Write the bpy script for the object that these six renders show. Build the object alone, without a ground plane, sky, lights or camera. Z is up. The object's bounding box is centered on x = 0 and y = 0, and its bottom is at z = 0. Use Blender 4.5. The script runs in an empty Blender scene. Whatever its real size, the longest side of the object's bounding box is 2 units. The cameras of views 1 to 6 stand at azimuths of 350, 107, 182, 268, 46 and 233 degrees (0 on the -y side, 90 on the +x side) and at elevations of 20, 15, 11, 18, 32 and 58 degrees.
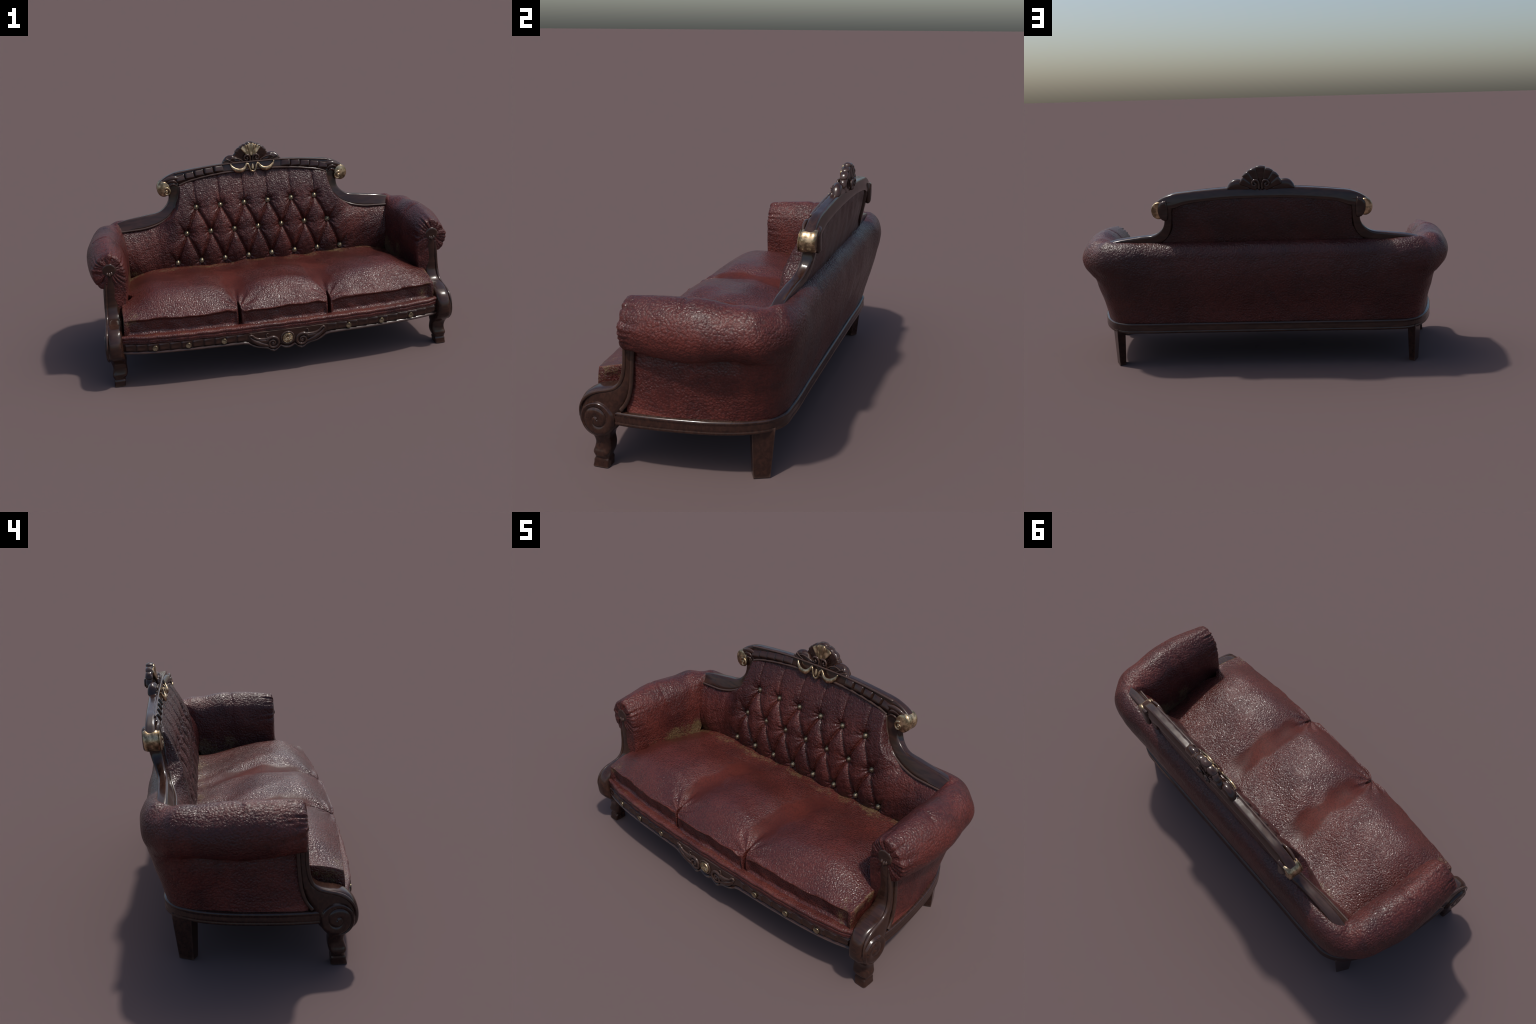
import bpy, bmesh, math, random
import numpy as np

random.seed(7)
RNG = np.random.default_rng(11)
PI = math.pi

# ------------------------------------------------------------------ helpers
def spline(ts, pts, tq):
    """Non-uniform Catmull-Rom through pts at parameters ts, sampled at tq."""
    ts = np.asarray(ts, float); pts = np.asarray(pts, float); tq = np.asarray(tq, float)
    sh = pts.shape; p = pts.reshape(len(ts), -1)
    m = np.empty_like(p)
    d = (p[1:] - p[:-1]) / (ts[1:] - ts[:-1])[:, None]
    m[0], m[-1] = d[0], d[-1]
    h = ts[1:] - ts[:-1]
    m[1:-1] = (d[:-1] * h[1:, None] + d[1:] * h[:-1, None]) / (h[1:] + h[:-1])[:, None]
    i = np.clip(np.searchsorted(ts, tq, side="right") - 1, 0, len(ts) - 2)
    hh = h[i]; u = ((tq - ts[i]) / hh)[:, None]
    u2, u3 = u * u, u * u * u
    r = (2*u3-3*u2+1)*p[i] + (u3-2*u2+u)*hh[:, None]*m[i] + (-2*u3+3*u2)*p[i+1] + (u3-u2)*hh[:, None]*m[i+1]
    return r.reshape((len(tq),) + sh[1:])

def chord(pts):
    p = np.asarray(pts, float).reshape(len(pts), -1)
    return np.concatenate([[0], np.cumsum(np.linalg.norm(np.diff(p, axis=0), axis=1) + 1e-9)])

def curve(pts, n):
    t = chord(pts)
    return spline(t, pts, np.linspace(0, t[-1], n))

def at(table, x):
    """Smooth lookup y(x) from a short list of (x, y) pairs."""
    a = np.array(sorted(table), float)
    xq = np.clip(np.ravel(x), a[0, 0], a[-1, 0])
    return spline(a[:, 0], a[:, 1:2], xq)[:, 0].reshape(np.shape(x))

def sstep(a, b, x):
    t = np.clip((x - a) / (b - a), 0, 1)
    return t * t * (3 - 2 * t)

def lumps(P, size, seed, n=10):
    """Sum of random sine waves: a soft lump field about 1 in amplitude."""
    r = np.random.default_rng(seed)
    P = np.asarray(P); out = np.zeros(P.shape[:-1])
    for _ in range(n):
        k = r.normal(size=3); k *= (2 * PI / size) * r.uniform(.6, 1.5) / np.linalg.norm(k)
        out += np.sin(P @ k + r.uniform(0, 6.28))
    return out / math.sqrt(n)

MIR = np.array([-1.0, 1, 1])
ROOT = bpy.data.objects.new("antique_sofa", None)
bpy.context.scene.collection.objects.link(ROOT)
ROOT["label"] = "Victorian carved wood settee with worn oxblood tufted leather"
ROOT["category"] = "sofa"

def add(name, me, mat, parent=None):
    o = bpy.data.objects.new(name, me)
    bpy.context.scene.collection.objects.link(o)
    o.parent = parent or ROOT
    if mat and not me.materials:
        me.materials.append(mat)
    return o

def mesh_from(name, verts, faces, smooth=True, recalc=True, sharp=None):
    me = bpy.data.meshes.new(name)
    me.from_pydata([tuple(map(float, v)) for v in verts], [], faces)
    bm = bmesh.new(); bm.from_mesh(me)
    if recalc:
        bmesh.ops.remove_doubles(bm, verts=bm.verts, dist=1e-6)
        bmesh.ops.recalc_face_normals(bm, faces=bm.faces)
    for f in bm.faces:
        f.smooth = smooth
    if sharp:
        for e in bm.edges:
            if len(e.link_faces) == 2 and e.calc_face_angle() > sharp:
                e.smooth = False
    bm.to_mesh(me); bm.free()
    me.update()
    return me

def grid_faces(m, n, cu=False, cv=False):
    f = []
    for i in range(m if cu else m - 1):
        for j in range(n if cv else n - 1):
            a, b = i, (i + 1) % m
            c, d = j, (j + 1) % n
            f.append((a*n+c, b*n+c, b*n+d, a*n+d))
    return f

def grid(name, V, mat, parent=None, cu=False, cv=False, caps=False, sharp=None):
    """Surface through a net of points; cv closes the section, caps fills both ends."""
    V = np.asarray(V); m, n = V.shape[:2]
    f = grid_faces(m, n, cu, cv)
    if caps:
        f.append(tuple(range(n))); f.append(tuple(range((m-1)*n, m*n)))
    return add(name, mesh_from(name, V.reshape(-1, 3), f, sharp=sharp), mat, parent)

def mesh_grid(name, V, cv=False, caps=False, sharp=None):
    V = np.asarray(V); m, n = V.shape[:2]
    f = grid_faces(m, n, False, cv)
    if caps:
        f.append(tuple(range(n))); f.append(tuple(range((m-1)*n, m*n)))
    return mesh_from(name, V.reshape(-1, 3), f, sharp=sharp)

def both(name, V, mat, parent=None, **k):
    return [grid(name, V, mat, parent, **k), grid(name, V * MIR, mat, parent, **k)]

def sections(x0, x1, y0, y1, z, n=28, p=5.0):
    """Rounded-rectangle (superellipse) ring in a horizontal plane."""
    a = np.linspace(0, 2 * PI, n, endpoint=False) + PI / n
    c, s = np.cos(a), np.sin(a)
    cx, cy = np.sign(c) * np.abs(c) ** (2 / p), np.sign(s) * np.abs(s) ** (2 / p)
    return np.stack([(x0+x1)/2 + (x1-x0)/2*cx, (y0+y1)/2 + (y1-y0)/2*cy, np.full(n, z)], 1)

def tube(pts, rad, n=40, k=10, flat=1.0, axis=(0, 1, 0)):
    """Tapered tube along a smooth path; flat squashes it along the given axis."""
    P = curve(pts, n); T = np.gradient(P, axis=0)
    T /= np.linalg.norm(T, axis=1)[:, None] + 1e-12
    ax = np.array(axis, float)
    side = np.cross(T, ax); side /= np.linalg.norm(side, axis=1)[:, None] + 1e-12
    up = np.cross(side, T)
    t = np.linspace(0, 1, n)
    r = np.asarray([rad(x) for x in t]) if callable(rad) else np.full(n, rad)
    a = np.linspace(0, 2*PI, k, endpoint=False)
    return P[:, None] + r[:, None, None] * (np.cos(a)[None, :, None]*side[:, None] + flat*np.sin(a)[None, :, None]*up[:, None])

def relief(outline, spine, y0, y1, n=26, k=90, rib=0.0, ribs=5):
    """Carved pad: a closed outline domed to the front (y0) and rounded behind (y1)."""
    O = curve(list(outline) + [outline[0]], k + 1)[:-1]
    S = curve(spine, 60)
    foot = np.array([S[np.argmin(((S - p) ** 2).sum(1))] for p in O])
    a = np.linspace(0, 2 * PI, k, endpoint=False)
    rows = []
    for f in np.linspace(-1, 1, n):
        g = f * PI / 2 * .985
        sc, h = math.cos(g) ** .75, math.sin(g)
        q = foot + (O - foot) * sc
        y = (y0 + y1) / 2 + h * (y1 - y0) / 2
        dy = rib * np.sin(np.linspace(0, ribs * 2 * PI, k)) * sc * (h < 0) * abs(h)
        rows.append(np.stack([q[:, 0], y + dy, q[:, 1]], 1))
    return np.array(rows)

# ------------------------------------------------------------------ materials
class Nodes:
    def __init__(self, name):
        self.m = bpy.data.materials.new(name); self.m.use_nodes = True
        self.t = self.m.node_tree; self.b = self.t.nodes["Principled BSDF"]
        self.co = self.new("ShaderNodeTexCoord").outputs["Object"]
    def new(self, kind, **k):
        n = self.t.nodes.new(kind)
        for a, v in k.items():
            setattr(n, a, v)
        return n
    def put(self, sock, v):
        if hasattr(v, "is_linked") or isinstance(v, bpy.types.NodeSocket):
            self.t.links.new(v, sock)
        else:
            sock.default_value = v
    def noise(self, scale, detail=3, rough=.55, co=None, dist=0):
        n = self.new("ShaderNodeTexNoise"); self.put(n.inputs["Vector"], co or self.co)
        n.inputs["Scale"].default_value = scale; n.inputs["Detail"].default_value = detail
        n.inputs["Roughness"].default_value = rough; n.inputs["Distortion"].default_value = dist
        return n.outputs["Fac"]
    def mapping(self, scale, co=None):
        n = self.new("ShaderNodeMapping"); self.put(n.inputs["Vector"], co or self.co)
        n.inputs["Scale"].default_value = scale
        return n.outputs["Vector"]
    def math(self, op, a, b=0.0, c=0.0, clamp=False):
        n = self.new("ShaderNodeMath", operation=op, use_clamp=clamp)
        for s, v in zip(n.inputs, (a, b, c)):
            self.put(s, v)
        return n.outputs[0]
    def ramp(self, v, a, b, lo=0.0, hi=1.0):
        n = self.new("ShaderNodeMapRange", interpolation_type="SMOOTHSTEP"); self.put(n.inputs[0], v)
        for i, x in zip((1, 2, 3, 4), (a, b, lo, hi)):
            n.inputs[i].default_value = x
        return n.outputs[0]
    def mix(self, f, a, b, mode="MIX"):
        n = self.new("ShaderNodeMix", data_type="RGBA", blend_type=mode)
        self.put(n.inputs[0], f)
        for s, v in ((n.inputs[6], a), (n.inputs[7], b)):
            self.put(s, v if not isinstance(v, tuple) else (*v, 1.0))
        return n.outputs[2]
    def xyz(self):
        n = self.new("ShaderNodeSeparateXYZ"); self.put(n.inputs[0], self.co)
        return n.outputs
    def point(self):
        return self.new("ShaderNodeNewGeometry").outputs["Pointiness"]
    def bump(self, h, strength, dist, normal=None):
        n = self.new("ShaderNodeBump"); self.put(n.inputs["Height"], h)
        n.inputs["Strength"].default_value = strength; n.inputs["Distance"].default_value = dist
        if normal is not None:
            self.put(n.inputs["Normal"], normal)
        return n.outputs[0]

def leather(name, cell, wear=None, tint=(1, 1, 1), depth=.0022, rough=.235, spec=.46, extra=None, calm=None, mottle=1.0):
    N = Nodes(name)
    T = lambda c: tuple(a * b for a, b in zip(c, tint))
    # warped cellular pebble grain crossed by fine wrinkles
    wob = N.new("ShaderNodeTexNoise"); N.put(wob.inputs["Vector"], N.co)
    wob.inputs["Scale"].default_value = cell * .38; wob.inputs["Detail"].default_value = 1.5
    add_ = N.new("ShaderNodeMix", data_type="VECTOR"); add_.inputs[0].default_value = 1.35 / cell
    N.put(add_.inputs[4], N.co); N.put(add_.inputs[5], wob.outputs["Color"])
    vor = N.new("ShaderNodeTexVoronoi", feature="SMOOTH_F1"); N.put(vor.inputs["Vector"], add_.outputs[1])
    vor.inputs["Scale"].default_value = cell; vor.inputs["Smoothness"].default_value = .25
    cells = N.math("SUBTRACT", 1.0, vor.outputs["Distance"])
    wr = N.noise(cell * .9, 3, .6, dist=.6)
    wrinkle = N.ramp(N.math("ABSOLUTE", N.math("SUBTRACT", wr, .5)), 0, .10)
    fine = N.noise(cell * 2.6, 3, .6)
    amount = N.ramp(N.noise(5.5, 3, .6), .3, .62, .62, 1.0)
    soft = calm(N) if calm else None      # seat valleys: grain and gloss cut to keep them dark
    if soft is not None:
        amount = N.math("MULTIPLY", amount, N.ramp(soft, 0, 1, 1.0, .25))
    h = N.math("ADD", N.math("MULTIPLY", N.math("ADD", cells, N.math("MULTIPLY", wrinkle, .20)), amount), N.math("MULTIPLY", fine, .07))
    nb = N.bump(N.noise(30, 2, .5), .10, .005)
    nb = N.bump(h, 1.0, depth, nb)
    N.put(N.b.inputs["Normal"], nb)
    big = N.noise(3.2, 4, .6, dist=.4); mid = N.noise(11, 4, .65)
    red = N.math("MULTIPLY", N.ramp(big, .34, .62), N.ramp(mid, .72, .5))
    col = N.mix(N.ramp(big, .34, .62), T((.055, .0120, .0102)), T((.055 + .052 * mottle, .0120 + .0098 * mottle, .0102 + .0058 * mottle)))
    col = N.mix(N.ramp(mid, .5, .75, 0, .55 * mottle), col, T((.030, .0080, .0088)))
    col = N.mix(N.math("MULTIPLY", N.ramp(vor.outputs["Distance"], .42, .75), .45), col, T((.026, .0070, .0070)))
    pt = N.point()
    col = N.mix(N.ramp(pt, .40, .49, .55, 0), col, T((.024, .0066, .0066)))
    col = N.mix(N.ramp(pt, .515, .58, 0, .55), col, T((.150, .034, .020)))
    if extra:
        col = extra(N, col)
    if wear:
        w = wear(N)
        patch = N.math("ADD", N.math("MULTIPLY", N.noise(16, 5, .7), .72), N.math("MULTIPLY", N.noise(120, 3, .7), .38))
        w = N.math("ADD", w, N.math("SUBTRACT", patch, .56))
        col = N.mix(N.ramp(w, .40, .56, 0, .85), col, (.120, .076, .036))
    N.put(N.b.inputs["Base Color"], col)
    r = N.ramp(red, 0, 1, rough, rough + .13 * mottle)
    if soft is not None:
        r = N.math("ADD", r, N.math("MULTIPLY", soft, .34))
    N.put(N.b.inputs["Roughness"], r)
    N.b.inputs["Specular IOR Level"].default_value = spec
    if soft is not None:
        N.put(N.b.inputs["Specular IOR Level"], N.ramp(soft, 0, 1, spec, spec * .3))
    return N.m

def wear_seat(N):
    x, y, z = N.xyz()
    ax = N.math("ABSOLUTE", x)
    back = N.ramp(y, .06, .22, 0, .44)
    side = N.math("MULTIPLY", N.ramp(ax, .66, .80, 0, .42), N.ramp(y, -.36, -.10, 1, .55))
    ear = N.math("MULTIPLY", N.ramp(ax, .822, .836, 0, .46), 1.0)
    return N.math("MAXIMUM", N.math("MAXIMUM", back, side), ear)

def wear_arm(N):
    x, y, z = N.xyz()
    ax = N.math("ABSOLUTE", x)
    inner = N.math("MULTIPLY", N.math("MULTIPLY", N.ramp(ax, .83, .79, 0, 1), N.ramp(y, .30, .26)), N.math("MULTIPLY", N.ramp(z, .60, .42, 0, .50), N.ramp(y, -.15, .10, .82, 1.0)))
    front = N.math("MULTIPLY", N.ramp(y, -.12, -.21, 0, .27), N.ramp(z, .44, .56, 0, 1))
    return N.math("MAXIMUM", inner, front)

def wear_deck(N):
    x, y, z = N.xyz()
    return N.math("MULTIPLY", N.ramp(z, .262, .284, 0, .34), 1.0)

def wear_tuft(N):
    x, y, z = N.xyz()
    return N.ramp(z, .47, .39, 0, .43)

def wood():
    N = Nodes("dark_polished_wood")
    grain = N.noise(9, 5, .6, N.mapping((1.2, 8, 6)), .6)
    cloud = N.noise(5, 2, .5, N.mapping((1, 1, .35)))
    col = N.mix(N.ramp(grain, .38, .68), (.0235, .0105, .0076), (.040, .0170, .0112))  # base lifted and warmed for front-face sheen, against bluish sky reflection
    col = N.mix(N.ramp(cloud, .5, .78, 0, .30), col, (.050, .0210, .0125))
    pt = N.point()
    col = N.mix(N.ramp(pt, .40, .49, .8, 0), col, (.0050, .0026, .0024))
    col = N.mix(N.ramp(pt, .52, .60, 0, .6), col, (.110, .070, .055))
    N.put(N.b.inputs["Base Color"], col)
    N.put(N.b.inputs["Roughness"], N.ramp(N.noise(14, 4), .3, .7, .14, .24))
    N.b.inputs["Specular IOR Level"].default_value = .45
    N.put(N.b.inputs["Normal"], N.bump(N.noise(18, 2), .10, .004))
    return N.m

def gold(name, a, b, rough):
    N = Nodes(name)
    col = N.mix(N.ramp(N.noise(45, 4, .6), .38, .66), a, b)
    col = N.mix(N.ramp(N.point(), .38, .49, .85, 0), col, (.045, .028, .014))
    N.put(N.b.inputs["Base Color"], col)
    N.b.inputs["Metallic"].default_value = .9
    N.put(N.b.inputs["Roughness"], N.ramp(N.noise(30, 3), .3, .7, rough - .08, rough + .1))
    return N.m

def shell_tint(N, col):
    x, y, z = N.xyz()
    ax = N.math("ABSOLUTE", x)
    col = N.mix(N.ramp(y, .28, .42, 0, .52), col, (.026, .0075, .0070))       # shade of the sunless outside back, darkened into the colour
    # brighter repair patch low at the front of each side
    line = N.math("SUBTRACT", N.math("MULTIPLY_ADD", y, -.15, .246), z)
    patch = N.math("MULTIPLY", N.ramp(line, -.001, .001), N.math("MULTIPLY", N.ramp(ax, .875, .885), N.ramp(z, .33, .30)))
    return N.mix(N.math("MULTIPLY", patch, .55), col, (.170, .042, .030))

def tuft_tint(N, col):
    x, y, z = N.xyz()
    return N.mix(N.ramp(z, .76, .90, 0, .55), col, (.026, .0070, .0072))  # occlusion shadow below the crest, painted as a dark gradient

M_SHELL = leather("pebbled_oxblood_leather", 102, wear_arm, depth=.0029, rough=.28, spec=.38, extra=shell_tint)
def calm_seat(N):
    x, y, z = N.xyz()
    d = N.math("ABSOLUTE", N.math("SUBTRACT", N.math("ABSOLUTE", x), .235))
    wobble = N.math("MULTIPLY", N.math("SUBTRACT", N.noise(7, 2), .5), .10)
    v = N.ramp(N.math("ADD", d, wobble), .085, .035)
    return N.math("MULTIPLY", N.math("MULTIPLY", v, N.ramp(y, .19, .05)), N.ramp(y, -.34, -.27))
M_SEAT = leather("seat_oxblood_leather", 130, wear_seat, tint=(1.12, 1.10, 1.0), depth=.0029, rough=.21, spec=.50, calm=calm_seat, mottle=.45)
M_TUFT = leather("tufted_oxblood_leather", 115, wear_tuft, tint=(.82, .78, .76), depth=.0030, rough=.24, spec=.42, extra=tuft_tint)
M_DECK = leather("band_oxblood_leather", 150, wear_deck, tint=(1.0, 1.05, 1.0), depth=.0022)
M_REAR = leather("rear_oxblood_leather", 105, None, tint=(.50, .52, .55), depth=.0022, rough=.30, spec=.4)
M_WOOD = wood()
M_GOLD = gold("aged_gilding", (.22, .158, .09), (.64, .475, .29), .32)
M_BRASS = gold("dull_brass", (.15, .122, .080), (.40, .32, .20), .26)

# ------------------------------------------------------------------ arms and outside back: one leather shell
Z_IN = [.34, .45, .56]
def arm_station(y, inner, top, outer, bottom, side):
    (xi0, xi1, xi2), (xs, zs), (xt, zt) = inner, top[0], top[1]
    xm, zb = outer, bottom[1]
    return [(xi0, y, .34), (xi1, y, .45), (xi2, y, .56), (xs, y, zs), (xt, y, zt),
            (xm - .056, y, zt - .018), (xm - .018, y, zt - .058), (xm, y, .586), (xm - .013, y, (zb + .570) / 2),
            (bottom[0], y, zb), (side[0] + .002, y, zb - .003), (side[0], y, .43), (side[1], y, .33), (side[2], y, .236)]

def turn_station(px, py, ang, prof):
    c, s = math.cos(ang), math.sin(ang)
    return [(px + d * c, py + d * s, z) for d, z in prof]

BACKP = [(-.06, .60), (-.055, .62), (-.05, .64), (-.034, .663), (-.006, .679), (.034, .664), (.056, .634), (.063, .586),
         (.063, .536), (.060, .505), (.056, .484), (.042, .42), (.019, .33), (0, .236)]
CORNP = [(-.035, .52), (-.035, .57), (-.03, .62), (-.008, .662), (.028, .687), (.068, .672), (.098, .637), (.111, .586),
         (.103, .540), (.088, .511), (.080, .486), (.058, .42), (.028, .33), (0, .236)]
half = [
    arm_station(-.180, (.815, .803, .800), ((.824, .648), (.882, .688)), .978, (.940, .501), (.912, .917, .923)),
    arm_station(-.090, (.803, .794, .792), ((.818, .654), (.882, .699)), .991, (.946, .492), (.912, .914, .918)),
    arm_station(.060, (.790, .785, .785), ((.815, .658), (.884, .705)), 1.000, (.950, .485), (.906, .900, .897)),
    arm_station(.180, (.780, .776, .776), ((.806, .654), (.874, .695)), .988, (.940, .502), (.896, .880, .868)),
    turn_station(.838, .262, math.radians(25), [(-.075, .40), (-.075, .48), (-.07, .57), (-.045, .652), (.020, .690), (.080, .677),
                 (.113, .640), (.128, .586), (.116, .540), (.092, .510), (.075, .492), (.054, .425), (.024, .33), (0, .236)]),
    turn_station(.795, .322, math.radians(52), CORNP),
    turn_station(.735, .350, math.radians(76), [(a*.55+b*.45, z*.55+w*.45) for (a, z), (b, w) in zip(BACKP, CORNP)]),
    turn_station(.600, .357, math.radians(90), BACKP),
    turn_station(.300, .357, math.radians(90), BACKP),
]
half = np.array(half)
stations = np.concatenate([half, half[::-1] * MIR])
NP = 168
def dense_profile(row):
    t = chord(row); return spline(t, row, np.linspace(0, t[-1], NP))
prof = np.array([dense_profile(r) for r in stations])
ts = chord(stations[:, 7]); n_body = 460
body = spline(ts, prof, np.linspace(0, ts[-1], n_body))

def end_cap(edge):
    """Gathered front of an arm: rounds over and draws in to the knob."""
    rows = []
    sg = np.sign(edge[0, 0])
    zz = np.minimum(edge[:, 2], .600)
    sk = np.stack([np.full(NP, sg * .886), np.full(NP, -.2), zz], 1)
    for t in np.linspace(0, 1, 34):
        if t < .4:
            a = t / .4 * PI / 2
            s, y = 1 - .16 * (1 - math.cos(a)), -.180 - .026 * math.sin(a)
        else:
            u = (t - .4) / .6
            s, y = .84 - .74 * u, -.206 - .006 * math.sin(u * PI / 2)
        q = sk + (edge - sk) * s
        q[:, 1] = y
        rows.append(q)
    return np.array(rows)

capA, capB = end_cap(body[0]), end_cap(body[-1])
full = np.concatenate([capA[::-1][:-1], body, capB[1:]])
n_cap = len(capA) - 1

def net_normals(V):
    du = np.gradient(V, axis=0); dv = np.gradient(V, axis=1)
    n = np.cross(dv, du); n /= np.linalg.norm(n, axis=2)[..., None] + 1e-12
    return n
nrm = net_normals(full)
mid = full.shape[0] // 2
if nrm[mid, NP // 2, 1] < 0:
    nrm = -nrm
X, Y, Zc = full[..., 0], full[..., 1], full[..., 2]
ang = np.arctan2(Zc - .600, np.abs(X) - .886)
near = np.exp(-(np.maximum(Y + .200, 0) / .045) ** 2) * sstep(.49, .56, Zc + .30 * (np.abs(X) - .90) * (np.abs(X) > .9))
dist = np.hypot(np.abs(X) - .886, Zc - .6)
wander = 1.5 * np.sin(ang * 2.3 + np.sign(X)) + .9 * np.sin(ang * 4.7 + 2 * np.sign(X)) + .35 * np.sin(dist * 70 + ang * 3)
pleat = np.abs(np.sin(ang * 6.5 + wander)) ** .55
minor = np.abs(np.sin(ang * 21 + 2 * wander + dist * 30)) ** .7
reach = .040 + .045 * (.5 + .5 * np.sin(ang * 6.1 + 2.2 * np.sign(X)))
near = np.exp(-(np.maximum(Y + .200, 0) / reach) ** 2) * sstep(.49, .55, Zc + .30 * (np.abs(X) - .90) * (np.abs(X) > .9))
irregular = .55 + .45 * np.sin(ang * 3.3 + 1.2 * np.sign(X)) ** 2
disp = near * ((pleat - .72) * .0105 + (minor - .65) * .0034) * irregular * sstep(.022, .055, dist)
disp += .0018 * lumps(full, .20, 3) + .0005 * lumps(full, .06, 4)
crease = np.exp(-((Y - .045 - .02 * np.sin(Zc * 17)) / .010) ** 2) * sstep(.50, .62, Zc) * (np.abs(X) < .96)
disp -= .0050 * crease * (np.abs(X) > .72)
# horizontal drag folds just under the rolls
disp -= .0022 * np.exp(-((Zc - .488 - .004 * np.sin(Y * 21)) / .006) ** 2) * (np.abs(X) > .86) * sstep(-.2, -.12, Y)
full = full + nrm * disp[..., None]

# split the smooth shell into arms and back, sharing border normals
me_all = mesh_grid("whole_shell", full)
me_all.flip_normals() if False else None
wn = net_normals(full); wn = wn if wn[mid, NP // 2, 1] > 0 else -wn
m_all, q = full.shape[0], n_body / ts[-1]
cut1 = n_cap + int(ts[5] * q); cut2 = m_all - 1 - cut1
for nm, a, b in (("armrest", 0, cut1), ("outside_back", cut1, cut2), ("armrest", cut2, m_all - 1)):
    part = full[a:b + 1]; m, n = part.shape[:2]
    faces = grid_faces(m, n)
    me = bpy.data.meshes.new(nm)
    me.from_pydata([tuple(map(float, v)) for v in part.reshape(-1, 3)], [], faces)
    me.update()
    c = me.polygons[len(faces) // 2]
    if np.dot(c.normal, wn[a:b + 1].reshape(-1, 3)[c.vertices[0]]) < 0:
        me.flip_normals()
    me.shade_smooth()
    me.normals_split_custom_set_from_vertices([tuple(map(float, v)) for v in wn[a:b + 1].reshape(-1, 3)])
    add(nm, me, M_SHELL if nm == "armrest" else M_SHELL)
bpy.data.meshes.remove(me_all)

# ------------------------------------------------------------------ front line of the seat in plan
def y_rail(x):
    x = np.abs(x); return -.431 + .030 * x**2 + .034 * x**4 + .075 * x**8
def y_cush(x):
    x = np.abs(x); return -.404 + .062 * x**2 + .018 * x**6

# ------------------------------------------------------------------ seat cushions
def seat_z(x, y):
    ax = np.abs(x); s = np.maximum(y - y_cush(x), 0)
    rise = np.sin(np.minimum(s / .165, 1) * PI / 2)
    crown = .100 * rise
    crown *= 1 - .66 * sstep(-.12, .235, y)
    d = np.abs(ax - .241)
    valley = (.75 * np.exp(-(d / .105) ** 2) + .35 * np.exp(-(d / .035) ** 2) * sstep(-.20, -.34, y)) * at([(-.42, .030), (-.30, .050), (-.1, .040), (.1, .024), (.28, .004)], y)
    crease = .003 * np.exp(-(d / .010) ** 2) * sstep(-.2, -.36, y)
    edge = sstep(.60, .84, ax) ** 1.4 * .068 * (1 - .35 * sstep(.05, .25, y)) * rise
    dish = .012 * np.exp(-((ax - .52) / .16) ** 2 - ((y - .02) / .13) ** 2) + .010 * np.exp(-(x / .13) ** 2 - ((y - .05) / .12) ** 2)
    z = .372 + crown - valley * rise - crease - edge - dish
    P = np.stack([x, y, np.zeros_like(x)], -1)
    z = z + .0024 * lumps(P, .24, 21) * rise + .0004 * lumps(P, .07, 22) * rise
    # creases radiating from the pinched joins
    r_ = np.hypot(d, y + .385); th = np.arctan2(y + .385, ax - .241)
    z = z + .0050 * np.sin(th * 9 + x * 7) * np.exp(-((r_ - .06) / .05) ** 2)
    z = z + .006 * np.exp(-(d / .2)**2) * np.sin(x * 40 + y * 25) * sstep(-.30, -.05, y) * .5
    return z

def x_side(y):
    return at([(-.42, .838), (-.21, .838), (-.188, .836), (-.176, .806), (-.1, .802), (.06, .795), (.30, .780)], y)

def LIPF(x):
    """Uneven sag and pucker of the front edge, strongest beside the joins."""
    d = np.abs(np.abs(x) - .241)
    return .0024 * np.sin(x * 17 + .6) + .0014 * np.sin(x * 38 + 1) + .0005 * np.sin(x * 97) - .008 * np.exp(-(d / .035) ** 2) + .004 * np.exp(-((d - .07) / .03) ** 2)
xs_u = np.concatenate([np.linspace(0, .222, 60, endpoint=False), np.linspace(.222, .262, 33, endpoint=False), np.linspace(.262, .838, 150)])
xs_u = np.concatenate([-xs_u[:0:-1], xs_u]) / .838
vt = np.concatenate([np.linspace(0, .1, 26, endpoint=False), np.linspace(.1, 1, 110)])
cols = []
zf0, zf1 = .279, .372
for u in xs_u:
    x0 = u * .838; ax = abs(x0)
    gap = math.exp(-((ax - .241) / .0068) ** 4)
    inset = (1 - math.exp(-((ax - .241) / .022) ** 4)) * (1 - sstep(.805, .832, ax))
    dg = abs(ax - .241)
    yf = float(y_cush(x0)) + .012 * math.exp(-(dg / .020) ** 2) + .0022 * math.sin(x0 * 19 + 1) + .0014 * math.sin(x0 * 47 + .7) + .0005 * math.sin(x0 * 118) - (.006 if ax < .241 else 0) * (1 - math.exp(-(dg / .02) ** 2))
    P = []
    for k, f in enumerate(np.linspace(0, 1, 22)):      # front face: piped edge, sunken middle
        b = inset * float(sstep(.04, .22, f) * (1 - sstep(.80, .97, f)))
        wob = .0020 * math.sin(x0 * 27 + f * 3) + .0012 * math.sin(x0 * 61 + f * 5) + .0005 * math.sin(x0 * 133 - f * 7)
        puff = .006 * math.sin(f * PI) * (1 - inset)
        P.append((x0, yf + .013 * b - puff + .050 * gap + wob * b, zf0 + (zf1 - zf0) * f + LIPF(x0) * f))
    for t in vt[1:]:
        y = yf + .0 + t * (.285 - yf)
        x = u * float(x_side(y))
        P.append((x, y + .050 * gap * max(0, 1 - t * 14), None))
    cols.append(P)
V = np.array([[(a, b, 0 if c is None else c) for a, b, c in P] for P in cols], float)
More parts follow.
